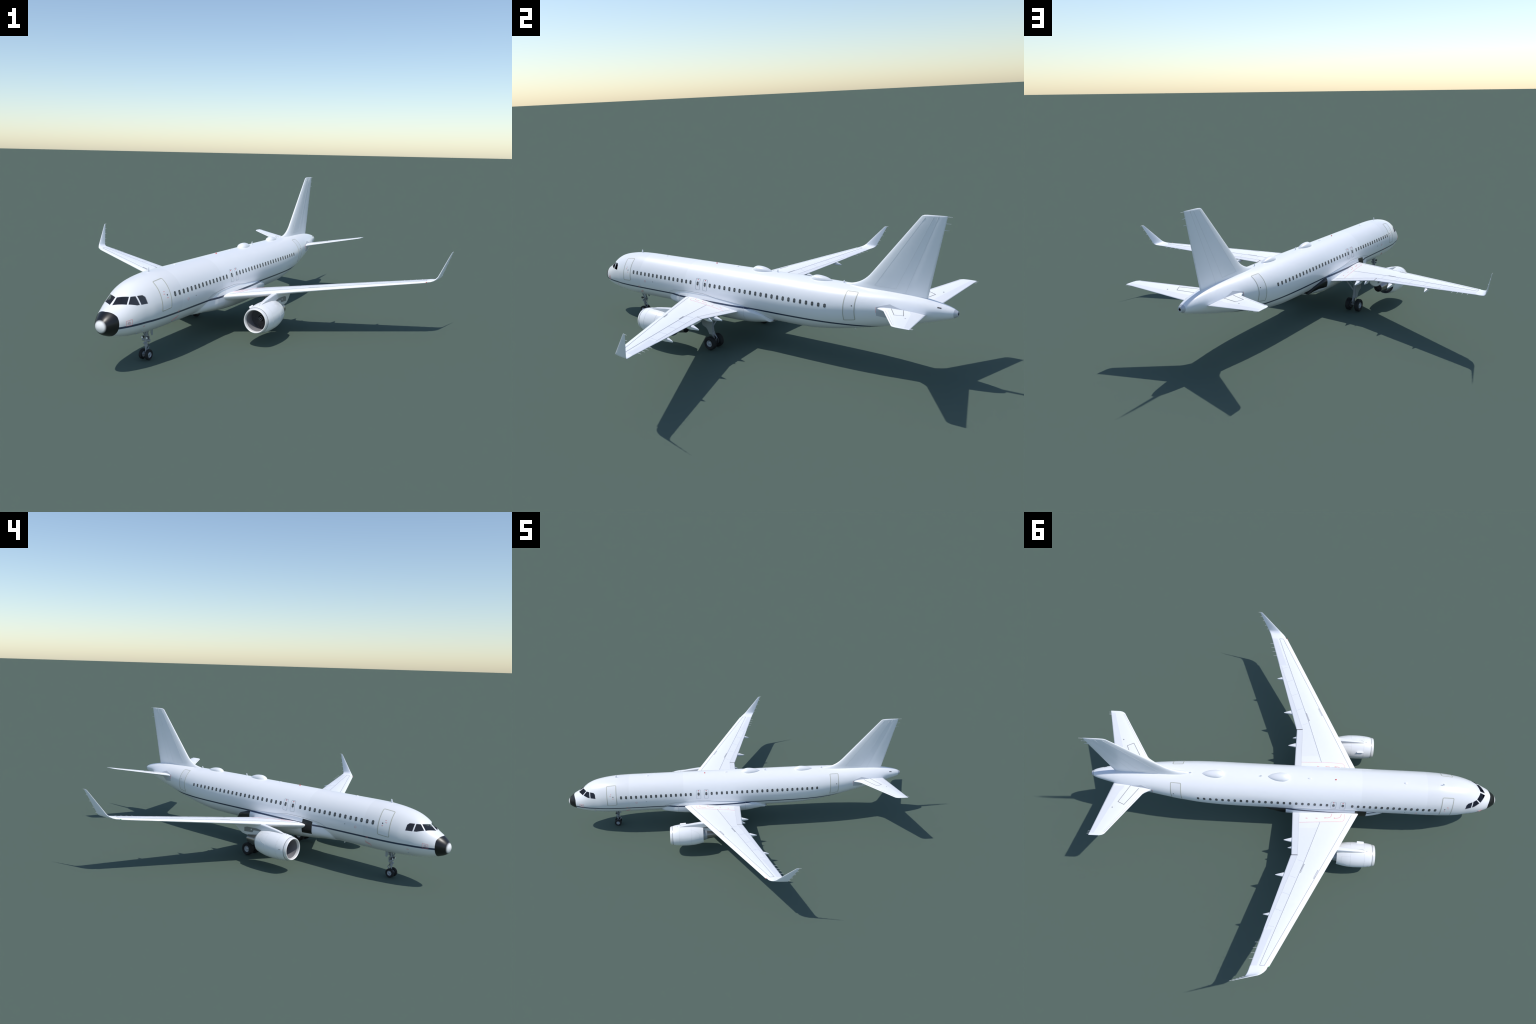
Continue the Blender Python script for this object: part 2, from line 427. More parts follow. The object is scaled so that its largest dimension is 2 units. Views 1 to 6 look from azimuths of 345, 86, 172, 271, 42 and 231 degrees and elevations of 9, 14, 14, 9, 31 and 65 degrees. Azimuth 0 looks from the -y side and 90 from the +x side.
# doors and exits: slightly proud leaf with a seal outline around it
M_DOOR = mat('door_paint', (.86, .865, .875), .30, coat=.25)
def door(name, s0, s1, z0, z1, side, r, seal, width, leaf=True):
    sm = (s0 + s1) / 2
    va, vb = sorted((fang(sm, z0, side), fang(sm, z1, side)))
    rr = r if side > 0 else [r[3], r[2], r[1], r[0]]
    if leaf: o = patch(name, fus_surf, rrect(s0, s1, va, vb, rr), M_DOOR, .0004, .0008, .012)
    else: o = None
    ribbon(name + '_seal', fus_surf, rrect(s0, s1, va, vb, rr), width, seal, o, closed=True, off=.0008, depth=.0012)
    return o
for side in (1, -1):
    d = door('passenger_door', .2785, .3415, .2440, .3675, side, [.007, .005, .004, .006], M_DOORL, .0042)
    patch('door_port', fus_surf, ellipse(.3195, fang(.3195, .3055, side), .0030, .0036), M_WFRAME, .0008, .001, 0, d)
    patch('door_placard', fus_surf, rrect(.3025, .3085, fang(.305, .321, side) - .0010, fang(.305, .321, side) + .0010, .0004, 2), M_RED, .0008, .001, 0, d)
    patch('door_placard', fus_surf, rrect(.3155, .3225, fang(.319, .294, side) - .0014, fang(.319, .294, side) + .0014, .0004, 2), M_LRED, .0008, .001, 0, d)
    patch('door_placard', fus_surf, rrect(.2985, .3010, fang(.301, .311, side) - .0022, fang(.301, .311, side) + .0022, .0004, 2), M_LRED, .0008, .001, 0, d)
    patch('door_placard', fus_surf, rrect(.3040, .3062, fang(.301, .311, side) - .0024, fang(.301, .311, side) + .0014, .0004, 2), M_LRED, .0008, .001, 0, d)
    d = door('service_door', 1.8220, 1.8800, .2440, .3745, side, [.007, .005, .002, .007], M_DOORL, .0042)
    patch('door_port', fus_surf, ellipse(1.8658, fang(1.8658, .3179, side), .0030, .0034), M_WFRAME, .0008, .001, 0, d)
    for s in (.8985, .9515):
        d = door('overwing_exit', s - .0148, s + .0148, .2668, .3280, side, [.0055] * 4, M_EXITL, .0013, False)
        v0 = fang(s, .3230, side)
        patch('exit_placard', fus_surf, rrect(s - .0030, s + .0030, v0 - .0021, v0 + .0021, .0008, 2), M_RED)
        v0 = fang(s, .3165, side); patch('exit_placard', fus_surf, rrect(s - .0020, s + .0020, v0 - .0005, v0 + .0005, .0002, 2), M_LRED)
        v0 = fang(s, .2860, side); patch('exit_placard', fus_surf, rrect(s - .0012, s + .0012, v0 - .0008, v0 + .0008, .0003, 2), M_LRED)
    # service markings around ports on the lower fuselage
    sd = side
    ribbon('port_marking', fus_surf, rrect(.0845, .1110, min(fang(.097, .215, sd), fang(.097, .2375, sd)), max(fang(.097, .215, sd), fang(.097, .2375, sd)), .0012, 3), .0010, M_LRED, closed=True)
    ribbon('port_marking', fus_surf, ellipse(.0972, fang(.0972, .2267, sd), .0058, .0095), .0010, M_LRED, closed=True)
    patch('static_port', fus_surf, ellipse(.0972, fang(.0972, .2267, sd), .0040, .0066), M_APU, .0006, .001, 0)
    ribbon('port_marking', fus_surf, ellipse(.4745, fang(.4745, .2590, sd), .0062, .0058, 8), .0008, M_LRED, closed=True)
    patch('static_port', fus_surf, ellipse(.5400, fang(.54, .2634, sd), .0020, .0020), M_GEARD, .0006, .001, 0)
    ribbon('port_marking', fus_surf, ellipse(.4075, fang(.4075, .2165, sd), .0050, .0045, 8), .0009, M_LRED, closed=True)
    ribbon('port_marking', fus_surf, [(.424, fang(.424, .1925, sd)), (.424, fang(.424, .183, sd)), (.396, fang(.396, .168, sd)), (.396, fang(.396, .178, sd)), (.424, fang(.424, .1925, sd))], .0009, M_LRED)
    ribbon('port_marking', fus_surf, [(.418, fang(.418, .186, sd)), (.402, fang(.402, .1765, sd))], .0022, M_LRED)
    ribbon('port_marking', fus_surf, ellipse(.186, fang(.186, .1937, sd), .0045, .0040, 8), .0008, M_LRED, closed=True)
    ribbon('trim_marking', fus_surf, [(1.9865, fang(1.9865, .2995, sd)), (1.9865, fang(1.9865, .3265, sd))], .0012, M_LRED)
    if sd > 0: patch('outlet_grille', fus_surf, rrect(2.2610, 2.2785, fang(2.27, .3502, sd) - .0095, fang(2.27, .3502, sd) + .0095, .0005, 2), M_GEARD, .0006, .001, 0)

# ------------------------------------------------------------------ belly fairing
SEAM = np.array([(.640, .205), (.664, .2196), (.688, .2305), (.707, .2370), (.763, .2425), (.833, .2472), (.925, .2480), (.960, .2445), (1.000, .2375), (1.020, .2350), (1.115, .2280), (1.177, .2228),
                 (1.210, .2180), (1.236, .2140), (1.278, .2010), (1.326, .1840), (1.355, .1600), (1.375, .1420)])
FW = np.array([(.640, .089), (.660, .1030), (.700, .1155), (.728, .1215), (.757, .1260), (.82, .1290), (.90, .1300), (1.10, .1300), (1.18, .1280), (1.239, .1250), (1.284, .1175), (1.314, .1100), (1.345, .093), (1.375, .070)])
FB = np.array([(.640, .1350), (.70, .1325), (.75, .1265), (.85, .1145), (.95, .1055), (1.10, .1020), (1.20, .1050), (1.28, .1145), (1.32, .1230), (1.355, .132), (1.375, .139)])
def fairing_ring(s, n=96):
    zs = float(pchip(SEAM[:, 0], SEAM[:, 1], s)); wf = float(pchip(FW[:, 0], FW[:, 1], s)); zb = float(pchip(FB[:, 0], FB[:, 1], s))
    t, b_, w, zw = fsec(s); h = t - zw if zs >= zw else zw - b_
    pf = w * math.sqrt(max(0, 1 - ((zs - zw) / h) ** 2))
    zc = min(.185, zs - .012); zc = max(zc, zb + .01); e = 2.5
    q = min(.992, max(pf + .0005, 0) / wf)
    hu = (zs - zc) / (1 - q ** e) ** (1 / e)
    hu = min(hu, .12)
    out = []
    for j in range(n):
        a = 2 * math.pi * j / n; cs, sn = math.cos(a), math.sin(a)
        hh = hu if sn >= 0 else zc - zb
        out.append((s, wf * math.copysign(abs(cs) ** (2 / e), cs), zc + hh * math.copysign(abs(sn) ** (2 / e), sn)) if sn >= 0 else (s, wf * math.copysign(abs(cs) ** (2 / 2.15), cs), zc - hh * abs(sn) ** (2 / 2.15)))
    return out
fs = np.concatenate([np.linspace(.640, .7545, 24)[:-1], np.linspace(.7545, .8225, 14)[:-1], np.linspace(.8225, 1.2215, 60)[:-1], np.linspace(1.2215, 1.375, 34)])
V, F = loft([fairing_ring(s) for s in fs])
J_BLACK = min(j for j in range(48, 72) if fairing_ring(.79)[j][2] < .163)
ia, ib = 23, 36; ic = 23 + 13 + 59
part = []
for k, f in enumerate(F):
    key = 'fair'
    if len(f) == 4:
        i, j = divmod(k, 96); pp = sum(V[q][1] for q in f) / 4
        if pp < 0 and ia <= i < ib and j < J_BLACK: key = 'pan'
        if pp < 0 and i >= ic and j < J_BLACK: key = 'pan'
    part.append(key)
FA = split_mesh(V, F, part, {'fair': ('belly_fairing', M_FAIR, None), 'pan': ('fairing_black_patch', M_BLACK, 'fair')})  # starboard cells coloured black in place of open bays; no cavity behind
for side in (1, -1):   # seam between fairing and fuselage, and frame joints
    pts = [(s, fang(s, float(pchip(SEAM[:, 0], SEAM[:, 1], s)), side)) for s in np.linspace(.664, 1.365, 70)]
    ribbon('fairing_seam', fus_surf, pts, .0011, M_EXITL, FA['fair'], off=.0010, depth=.0014)
def fair_line(s, side):
    r = [q for q in fairing_ring(s, 160) if q[1] * side > 0 and q[2] < float(pchip(SEAM[:, 0], SEAM[:, 1], s)) - .002]
    r.sort(key=lambda q: -q[2]); rows = []
    for a in r:
        n = Vector((0, a[1], a[2] - .185)).normalized() * .0005
        rows.append([(a[0] - .0006, a[1] + n.y, a[2] + n.z), (a[0] + .0006, a[1] + n.y, a[2] + n.z)])
    return [q for w in rows for q in w], [(2 * i, 2 * i + 1, 2 * i + 3, 2 * i + 2) for i in range(len(rows) - 1)]
for side in (1, -1):
    for s in (.7545, .8225, 1.2215):
        v, f = fair_line(s, side); mesh('fairing_joint', v, f, M_FAINT, FA['fair'], recalc=True)

# ------------------------------------------------------------------ lifting surfaces
def yt(x, tc, te=.0016):
    return tc * 5 * (.2969 * math.sqrt(max(x, 0)) - .1260 * x - .3516 * x * x + .2843 * x ** 3 - .1015 * x ** 4) + te * x

def section(le, te, nrm, th, xs, up=.56):
    """airfoil loop: upper surface TE->LE, then lower LE->TE. th = thickness / chord"""
    le, te, nrm = Vector(le), Vector(te), Vector(nrm); c = (te - le).length; out = []
    for x in reversed(xs): out.append(tuple(le + (te - le) * x + nrm * (yt(x, th) * c * 2 * up)))
    for x in xs[1:]: out.append(tuple(le + (te - le) * x - nrm * (yt(x, th) * c * 2 * (1 - up))))
    return out

# ---- wing
W_LE0, W_P0 = .8037, .134
def w_le(p): return W_LE0 + .5203 * (p - W_P0)
def w_te(p): return 1.1820 - .004 * max(0, min(1, (p - .134) / .266)) if p <= .4005 else 1.1805 + .2960 * (p - .4005)
def w_zle(p): return .208 + .0961 * (p - W_P0)
def w_zte(p): return float(np.interp(p, [.05, .132, .4005, 1.0245], [.172, .185, .2268, .2955]))
def w_th(p): return float(np.interp(p, [.05, .134, .25, .40, 1.0245], [.120, .118, .115, .112, .105]))
def w_up(p): return float(np.interp(p, [.05, .134, .25, .40, .60, 1.0245], [.30, .32, .40, .50, .56, .56]))
def wing_top(s, p):
    le, te = w_le(p), w_te(p); x = min(max((s - le) / (te - le), 0), 1)
    return w_zle(p) + x * (w_zte(p) - w_zle(p)) + yt(x, w_th(p)) * math.hypot(te - le, w_zte(p) - w_zle(p)) * 2 * w_up(p)
def f_slat(p): return .8394 + .5125 * (p - .1373)
def f_rear(p): return 1.0202 + .335 * (p - .1889) if p < .4532 else 1.1090 + .3652 * (p - .4532)
def f_flap(p, ail):
    if ail: return 1.2635 + .3576 * (p - .834)
    return 1.1425 if p <= .4005 else 1.1425 + .352 * (p - .4005)
def frac(s, p): return min(.985, max(.01, (s - w_le(p)) / (w_te(p) - w_le(p))))
NA, NB, NC, ND = 14, 12, 6, 7
def xs_for(f1, f2, f3):
    a = [f1 * (i / NA) ** 2 for i in range(NA)]; b_ = [f1 + (f2 - f1) * i / NB for i in range(NB)]
    c_ = [f2 + (f3 - f2) * i / NC for i in range(NC)]; d = [f3 + (1 - f3) * i / ND for i in range(ND + 1)]
    return a + b_ + c_ + d

for sd in (1, -1):
    secs = []; tags = []
    def add(p, ail=False):
        xs = xs_for(frac(f_slat(p), p), frac(f_rear(p), p), frac(f_flap(p, ail), p))
        secs.append(section((w_le(p), sd * p, w_zle(p)), (w_te(p), sd * p, w_zte(p)), (0, 0, 1), w_th(p), xs, w_up(p))); tags.append(p)
    for p in (.07, .10, .134, .18, .23, .28, .33, .37, .3985, .4025, .44, .48, .53, .58, .63, .68, .73, .78, .8295): add(p)
    for p in (.8310, .88, .93, .98, 1.0215): add(p, True)
    n_wing = len(secs)
    fx = (frac(f_slat(1.0245), 1.0245), frac(f_rear(1.0245), 1.0245), frac(f_flap(1.0245, True), 1.0245)); XT = xs_for(*fx)
    # tip curve and sharklet: leading edge, trailing edge
    TIP = [((1.2735, 1.0255, .2945), (1.3660, 1.0255, .2962)), ((1.2810, 1.0405, .2963), (1.3715, 1.0445, .2970)), ((1.2925, 1.0530, .3003), (1.3768, 1.0590, .2988)),
           ((1.3055, 1.0630, .3070), (1.3825, 1.0700, .3018)), ((1.3175, 1.0700, .3160), (1.3875, 1.0775, .3075)), ((1.3215, 1.0715, .3200), (1.3895, 1.0795, .3120))]
    LEb, LEt = Vector((1.3215, 1.0715, .3200)), Vector((1.4270, 1.1138, .4310)); TEb, TEt = Vector((1.3895, 1.0795, .3120)), Vector((1.4460, 1.1195, .4352))
    for t in (.2, .4, .6, .8, .93): TIP.append((tuple(LEb.lerp(LEt, t)), tuple(TEb.lerp(TEt, t))))
    TIP += [((1.4290, 1.1147, .4327), (1.4455, 1.1192, .4345)), ((1.4340, 1.1165, .4347), (1.4462, 1.1196, .4354))]
    prev = None
    for k, (a, b_) in enumerate(TIP):
        A = Vector((a[0], a[1], a[2])); B = Vector((b_[0], b_[1], b_[2]))
        nxt = TIP[min(k + 1, len(TIP) - 1)]; prv = TIP[max(k - 1, 0)]
        span = (Vector(nxt[0]) + Vector(nxt[1])) - (Vector(prv[0]) + Vector(prv[1]))
        nr = (B - A).cross(span); nr.normalize()
        if nr.z < 0: nr = -nr
        if nr.y > 0 and k > 6: nr = -nr
        th = .100 if k < 5 else .085
        if k >= len(TIP) - 2: th = .06
        A.y *= sd; B.y *= sd; nr.y *= sd
        secs.append(section(A, B, nr, th, XT)); tags.append(2 + k)
    V, F = loft(secs); n = len(secs[0]); nx = len(XT)
    part = []
    for k, f in enumerate(F):
        if len(f) != 4: part.append('box' if k == len(F) - 2 else 'shk'); continue
        i, j = divmod(k, n)
        jj = j if j < nx - 1 else 2 * (nx - 1) - 1 - j   # chord cell counted from the trailing edge on both surfaces
        upper = j < nx - 1
        cell = nx - 2 - jj                                # cell from leading edge
        if i >= n_wing - 1: part.append('shk' if i >= n_wing + 4 else 'tipf'); continue
        if cell < NA and (upper or cell < 8): part.append('slat')
        elif cell >= NA + NB + NC: part.append('flapi' if i < 8 else ('gap' if i == 8 else ('flapo' if i < 18 else ('box' if i == 18 else 'ail'))))
        elif cell >= NA + NB and upper and .18 < tags[i] < .84: part.append('spo')
        else: part.append('box')
    W = split_mesh(V, F, part, {'box': ('wing', M_WING, None), 'slat': ('slat', M_BRIGHT, 'box'), 'spo': ('spoiler', M_SPOIL, 'box'), 'flapi': ('flap', M_FLAP, 'box'), 'flapo': ('flap', M_FLAP, 'box'),
                                'gap': ('flap_gap_dark_strip', M_DARKFILL, 'box'), 'ail': ('aileron', M_FLAP, 'box'), 'tipf': ('wing_tip', M_WING, 'box'), 'shk': ('sharklet', M_FIN, 'box')})  # flap gap is solid skin coloured dark; no slot is cut
    wing = W['box']
    def wsurf(u, v, sd=sd):
        e = 1e-3; a = np.array((u, sd * v, wing_top(u, v)))
        n_ = np.array((-(wing_top(u + e, v) - wing_top(u - e, v)) / (2 * e), -sd * (wing_top(u, v + e) - wing_top(u, v - e)) / (2 * e), 1.)); return a, n_ / np.linalg.norm(n_)
    def wl(name, pts, w, m, **k): return ribbon(name, wsurf, pts, w, m, wing, step=.01, **k)
    wl('panel_line', [(f_slat(p), p) for p in np.linspace(.140, 1.0195, 30)], .0015, M_LINE)
    wl('panel_line', [(f_rear(p), p) for p in np.linspace(.192, 1.0195, 30)], .0015, M_LINE)
    wl('panel_line', [(f_slat(1.0195), 1.0195), (f_rear(1.0195), 1.0195)], .0015, M_LINE)
    wl('panel_line', [(f_flap(p, False), p) for p in np.linspace(.142, .398, 12)], .0010, M_FAINT)
    wl('panel_line', [(f_flap(p, False), p) for p in np.linspace(.404, .826, 16)], .0010, M_FAINT)
    for a, b_ in (((1.1843, .5259), (1.1488, .5377)), ((1.2182, .6234), (1.1814, .6358)), ((1.2530, .7166), (1.2148, .7296)), ((1.2833, .8109), (1.2527, .8171)), ((1.1430, .4300), (1.1040, .4420))):
        wl('panel_line', [a, b_], .0009, M_FAINT)
    for ps in np.linspace(0, 1, 8):   # hatch ticks
        q = (1.1257 + (1.1074 - 1.1257) * ps, .5036 + (.4576 - .5036) * ps); wl('hatch_tick', [(q[0] - .0055, q[1] + .0018), (q[0] + .0010, q[1] - .001)], .0034, M_PYG)
        q = (1.0476 + (1.0261 - 1.0476) * ps, .5364 + (.4922 - .5364) * ps); wl('hatch_tick', [(q[0] + .0052, q[1] - .001), (q[0] - .0010, q[1] + .001)], .0034, M_PYG)
    # white walkway with red border and arrows
    walk = [(1.1410, .1355), (1.1410, .1935), (1.02, .1905), (.9060, .1868), (.8935, .1835), (.8850, .1755), (.8812, .1640), (.8812, .1355)]
    patch('walkway', wsurf, walk, M_BRIGHT, .0004, .0008, .012, wing)
    wl('walkway_border', walk[1:], .0013, M_LRED, off=.0008)
    for s in (1.1016, 1.0443):
        wl('walkway_arrow', [(s, .1665), (s - .0100, .1665)], .0020, M_LRED, off=.0008); wl('walkway_arrow', [(s + .0020, .1665), (s - .0030, .1665)], .0046, M_LRED, off=.0009)
    for s in (.9942, .9397):
        arc = [(s, .1640), (s - .014, .1640), (s - .024, .1625), (s - .032, .1580), (s - .0375, .1510), (s - .0400, .1420), (s - .0400, .1365)]
        wl('walkway_arrow', arc, .0024, M_LRED, off=.0008); wl('walkway_arrow', [(s + .0020, .1640), (s - .0040, .1640)], .0050, M_LRED, off=.0009)
    # bright fixed leading edge piece above the engine pylon
    patch('slat_joint', wsurf, [(.9300, .3296), (.9140, .3320), (.9440, .3894), (.9600, .3887)], M_BRIGHT, .0004, .0006, .01, wing)
    # flap track fairings
    for st, pt, zt, ln, hw, dp in ((1.2257, .304, .1985, .125, .0125, .0150), (1.2010, .3522, .2050, .070, .0060, .0090), (1.2630, .518, .2245, .125, .0115, .0145), (1.3163, .7465, .2520, .110, .0095, .0125)):
        rings = []
        for t in np.linspace(0, 1, 15):
            s = st - ln + ln * t; w = hw * (math.sin(math.pi * min(1, t / .62) / 2) ** .8 if t < .62 else (1 - ((t - .62) / .38)) ** .85) + .0006
            zbot = zt - .0035 - dp * .25 * max(0, 1 - abs(t - .62) / .62) + dp * 1.3 * max(0, .62 - t) ** 1.6 * 1.6
            surf_z = float(np.interp(s, [w_le(pt), w_te(pt)], [w_zle(pt), w_zte(pt)])) - .004
            lowz = surf_z if s < w_te(pt) else float(np.interp(s, [w_te(pt), st], [w_zte(pt) - .001, zt + .001]))
            ztop = max(lowz, zbot + .002); zm = (ztop + zbot) / 2
            rings.append([(s, sd * (pt + w * (max(-1, min(1, 1.15 * math.cos(a))))), zm + (ztop - zbot) / 2 * math.copysign(abs(math.sin(a)) ** (.22 if math.sin(a) > 0 else .7), math.sin(a))) for a in [2 * math.pi * i / 20 for i in range(20)]])
        v, f = loft(rings); mesh('flap_track_fairing', v, f, M_WHITE, wing, angle=38)
    # static dischargers
    wick = []
    for p in (.9000, .9290, .9570, .9860): wick.append(((w_te(p), sd * p, w_zte(p)), (w_te(p) + .020, sd * p, w_zte(p) - .001)))
    for t in (.03, .25, .5, .75, .985):
        q = TEb.lerp(TEt, t); wick.append(((q.x, sd * q.y, q.z), (q.x + .0105, sd * q.y, q.z)))
    for a, b_ in wick:
        v, f = rod(a, b_, .0007, .0004, 6); mesh('static_discharger', v, f, M_FIN, wing)
    v, f = rod((1.2690, sd * 1.0245, .2950), (1.2650, sd * 1.0225, .2950), .0026, .0016, 10); mesh('navigation_light', v, f, M_RED if sd > 0 else M_GRN, wing)

# ---- horizontal stabilizers
def h_le(p): return float(np.interp(p, [.04, .0875, .0975, .108, .118, .378, .386, .3905], [1.975, 1.9925, 2.0110, 2.0290, 2.0405, 2.2050, 2.2150, 2.2320]))
def h_te(p): return 2.2135 + .2215 * (p - .04)
def h_z(p): return .3205 + .1620 * (p - .095)
for sd in (1, -1):
    secs = []; ps = [.04, .07, .0875, .0925, .0975, .103, .108, .113, .118, .15, .20, .25, .30, .35, .378, .383, .387, .3905]
    for p in ps:
        ce = h_te(p) - h_le(p); fe = 1 - .30 * (1 if p > .05 else 1)
        xs = [fe * (i / 18) ** 1.8 for i in range(18)] + [fe + (1 - fe) * i / 7 for i in range(8)]
        th = .095 * (1 if p < .38 else (.75 if p < .389 else .4))
        secs.append(section((h_le(p), sd * p, h_z(p)), (h_te(p), sd * p, h_z(p)), (0, 0, 1), th, xs, .5))
    V, F = loft(secs); n = len(secs[0]); nx = 26; part = []
    for k, f in enumerate(F):
        if len(f) != 4: part.append('st'); continue
        i, j = divmod(k, n); jj = j if j < nx - 1 else 2 * (nx - 1) - 1 - j
        part.append('el' if nx - 2 - jj >= 18 and .05 < ps[i] < .375 else 'st')
    H = split_mesh(V, F, part, {'st': ('horizontal_stabilizer', M_STAB, None), 'el': ('elevator', M_ELEV, 'st')})
    def hsurf(u, v, sd=sd):
        c_ = h_te(v) - h_le(v); x = min(1, max(0, (u - h_le(v)) / c_)); n_ = np.array((-.0 - .03 * (x > .35), -sd * .162, 1.))
        return np.array((u, sd * v, h_z(v) + yt(x, .095) * c_)), n_ / np.linalg.norm(n_)
    hl = lambda nm, pts, w, m, **k: ribbon(nm, hsurf, pts, w, m, H['st'], step=.008, **k)
    hl('hatch_seal', [(2.1150, .0690), (2.1669, .1769), (2.1300, .1940), (2.0640, .0850)], .0024, M_SEAL)
    patch('access_dot', hsurf, ellipse(2.1925, .2140, .0034, .0034, 12), M_PYG, .0006, .001, 0, H['st'])
    hl('panel_line', [(h_le(p) + .0075, p) for p in np.linspace(.125, .372, 12)], .0018, M_HLE)
    hl('panel_line', [(h_le(p) + .0240 - .010 * (p - .12) / .25, p) for p in np.linspace(.115, .372, 12)], .0009, M_FAINT)
    for p in (.366, .374, .382):
        v, f = rod((h_te(p), sd * p, h_z(p)), (h_te(p) + .012, sd * p, h_z(p)), .0006, .0003, 6); mesh('static_discharger', v, f, M_FIN, H['st'])
    # seal plate where the stabilizer enters the fuselage: two flat facets above and below
    def plate(quad, lift):
        P = [(s, fang(s, z, sd)) for s, z in quad]
        return patch('seal_plate', fus_surf, P, M_SEALP, lift, .004, .01, H['st'])
    plate([(1.9880, .3270), (2.0520, .3448), (2.0520, .3180), (1.9880, .3180)], .0012)
    plate([(2.0520, .3440), (2.1080, .3275), (2.1080, .3180), (2.0520, .3180)], .0018)
    plate([(1.9880, .3180), (2.0480, .3180), (2.0480, .2790), (1.9880, .2855)], .0012)
    plate([(2.0480, .3180), (2.1050, .3180), (2.0750, .3000), (2.0480, .2790)], .0018)

# ---- fin
FIN_LE = [(.370, 1.700), (.3945, 1.7900), (.3990, 1.8160), (.4035, 1.8340), (.4100, 1.8520), (.4180, 1.8680), (.4280, 1.8840), (.4400, 1.8990), (.4520, 1.9115), (.470, 1.9275), (.751, 2.1679), (.756, 2.1745), (.7585, 2.1830), (.7598, 2.1950)]
def v_le(z): return float(np.interp(z, [q[0] for q in FIN_LE], [q[1] for q in FIN_LE]))
def v_te(z): return 2.2047 + .2250 * (z - .3796)
def v_th(z): return float(np.interp(z, [.37, .395, .42, .47, .76], [.066, .070, .082, .090, .088]))
zs_ = [.370, .380, .3945, .3990, .4035, .4070, .4100, .4140, .4180, .4230, .4280, .4340, .4400, .4520, .470] + list(np.linspace(.50, .751, 10)) + [.7535, .756, .7585, .7598]
def f_rud(z): return 2.0985 + (2.2517 - 2.0985) * (z - .385) / (.758 - .385)
def fin_section(z, xs, fr, th):
    le, te = Vector((v_le(z), 0, z)), Vector((v_te(z), 0, z)); c_ = (te - le).length
    def half(x):
        if x <= fr: return yt(x, th) * c_
        t = (x - fr) / (1 - fr); return yt(fr, th) * c_ * (1 - t ** 2.2) + .0006 * t
    up_ = [tuple(le + (te - le) * x + Vector((0, half(x), 0))) for x in reversed(xs)]
    return up_ + [tuple(le + (te - le) * x - Vector((0, half(x), 0))) for x in xs[1:]]
secs = []
for z in zs_:
    fr = (f_rud(z) - v_le(z)) / (v_te(z) - v_le(z)); xs = [fr * (i / 20) ** 1.7 for i in range(20)] + [fr + (1 - fr) * i / 8 for i in range(9)]
    th = v_th(z) * (1 if z < .75 else (.8 if z < .757 else .4))
    secs.append(fin_section(z, xs, fr, th))
V, F = loft(secs); n = len(secs[0]); nx = 29; part = []
for k, f in enumerate(F):
    if len(f) != 4: part.append('fin'); continue
    i, j = divmod(k, n); jj = j if j < nx - 1 else 2 * (nx - 1) - 1 - j
    part.append('rud' if nx - 2 - jj >= 20 and .383 < zs_[i] < .7590 else 'fin')
VF = split_mesh(V, F, part, {'fin': ('vertical_stabilizer', M_FIN, None), 'rud': ('rudder', M_FIN, 'fin')})
for sd in (1, -1):
    def vsurf(u, v, sd=sd):
        c_ = v_te(v) - v_le(v); x = min(1, max(0, (u - v_le(v)) / c_)); return np.array((u, sd * yt(x, v_th(v)) * c_, v)), np.array((0, sd * 1., 0))
    vl = lambda pts, w, m: ribbon('panel_line', vsurf, pts, w, m, VF['fin'], step=.006, off=.0003)
    vl([(1.9428, .4074), (2.1888, .7482)], .0010, M_FINL); vl([(2.0514, .4021), (2.2285, .7511)], .0010, M_FINL)
    vl([(1.9428, .4074), (2.0514, .4021)], .0008, M_FINL); vl([(2.0985, .3880), (2.2517, .7570)], .0010, M_FINL); vl([(2.0985, .3880), (2.1231, .3790)], .0010, M_FINL)
for z in (.757, .7265, .696):
    v, f = rod((v_te(z), 0, z), (v_te(z) + .022, 0, z), .0008, .0004, 6); mesh('static_discharger', v, f, M_FIN, VF['fin'])

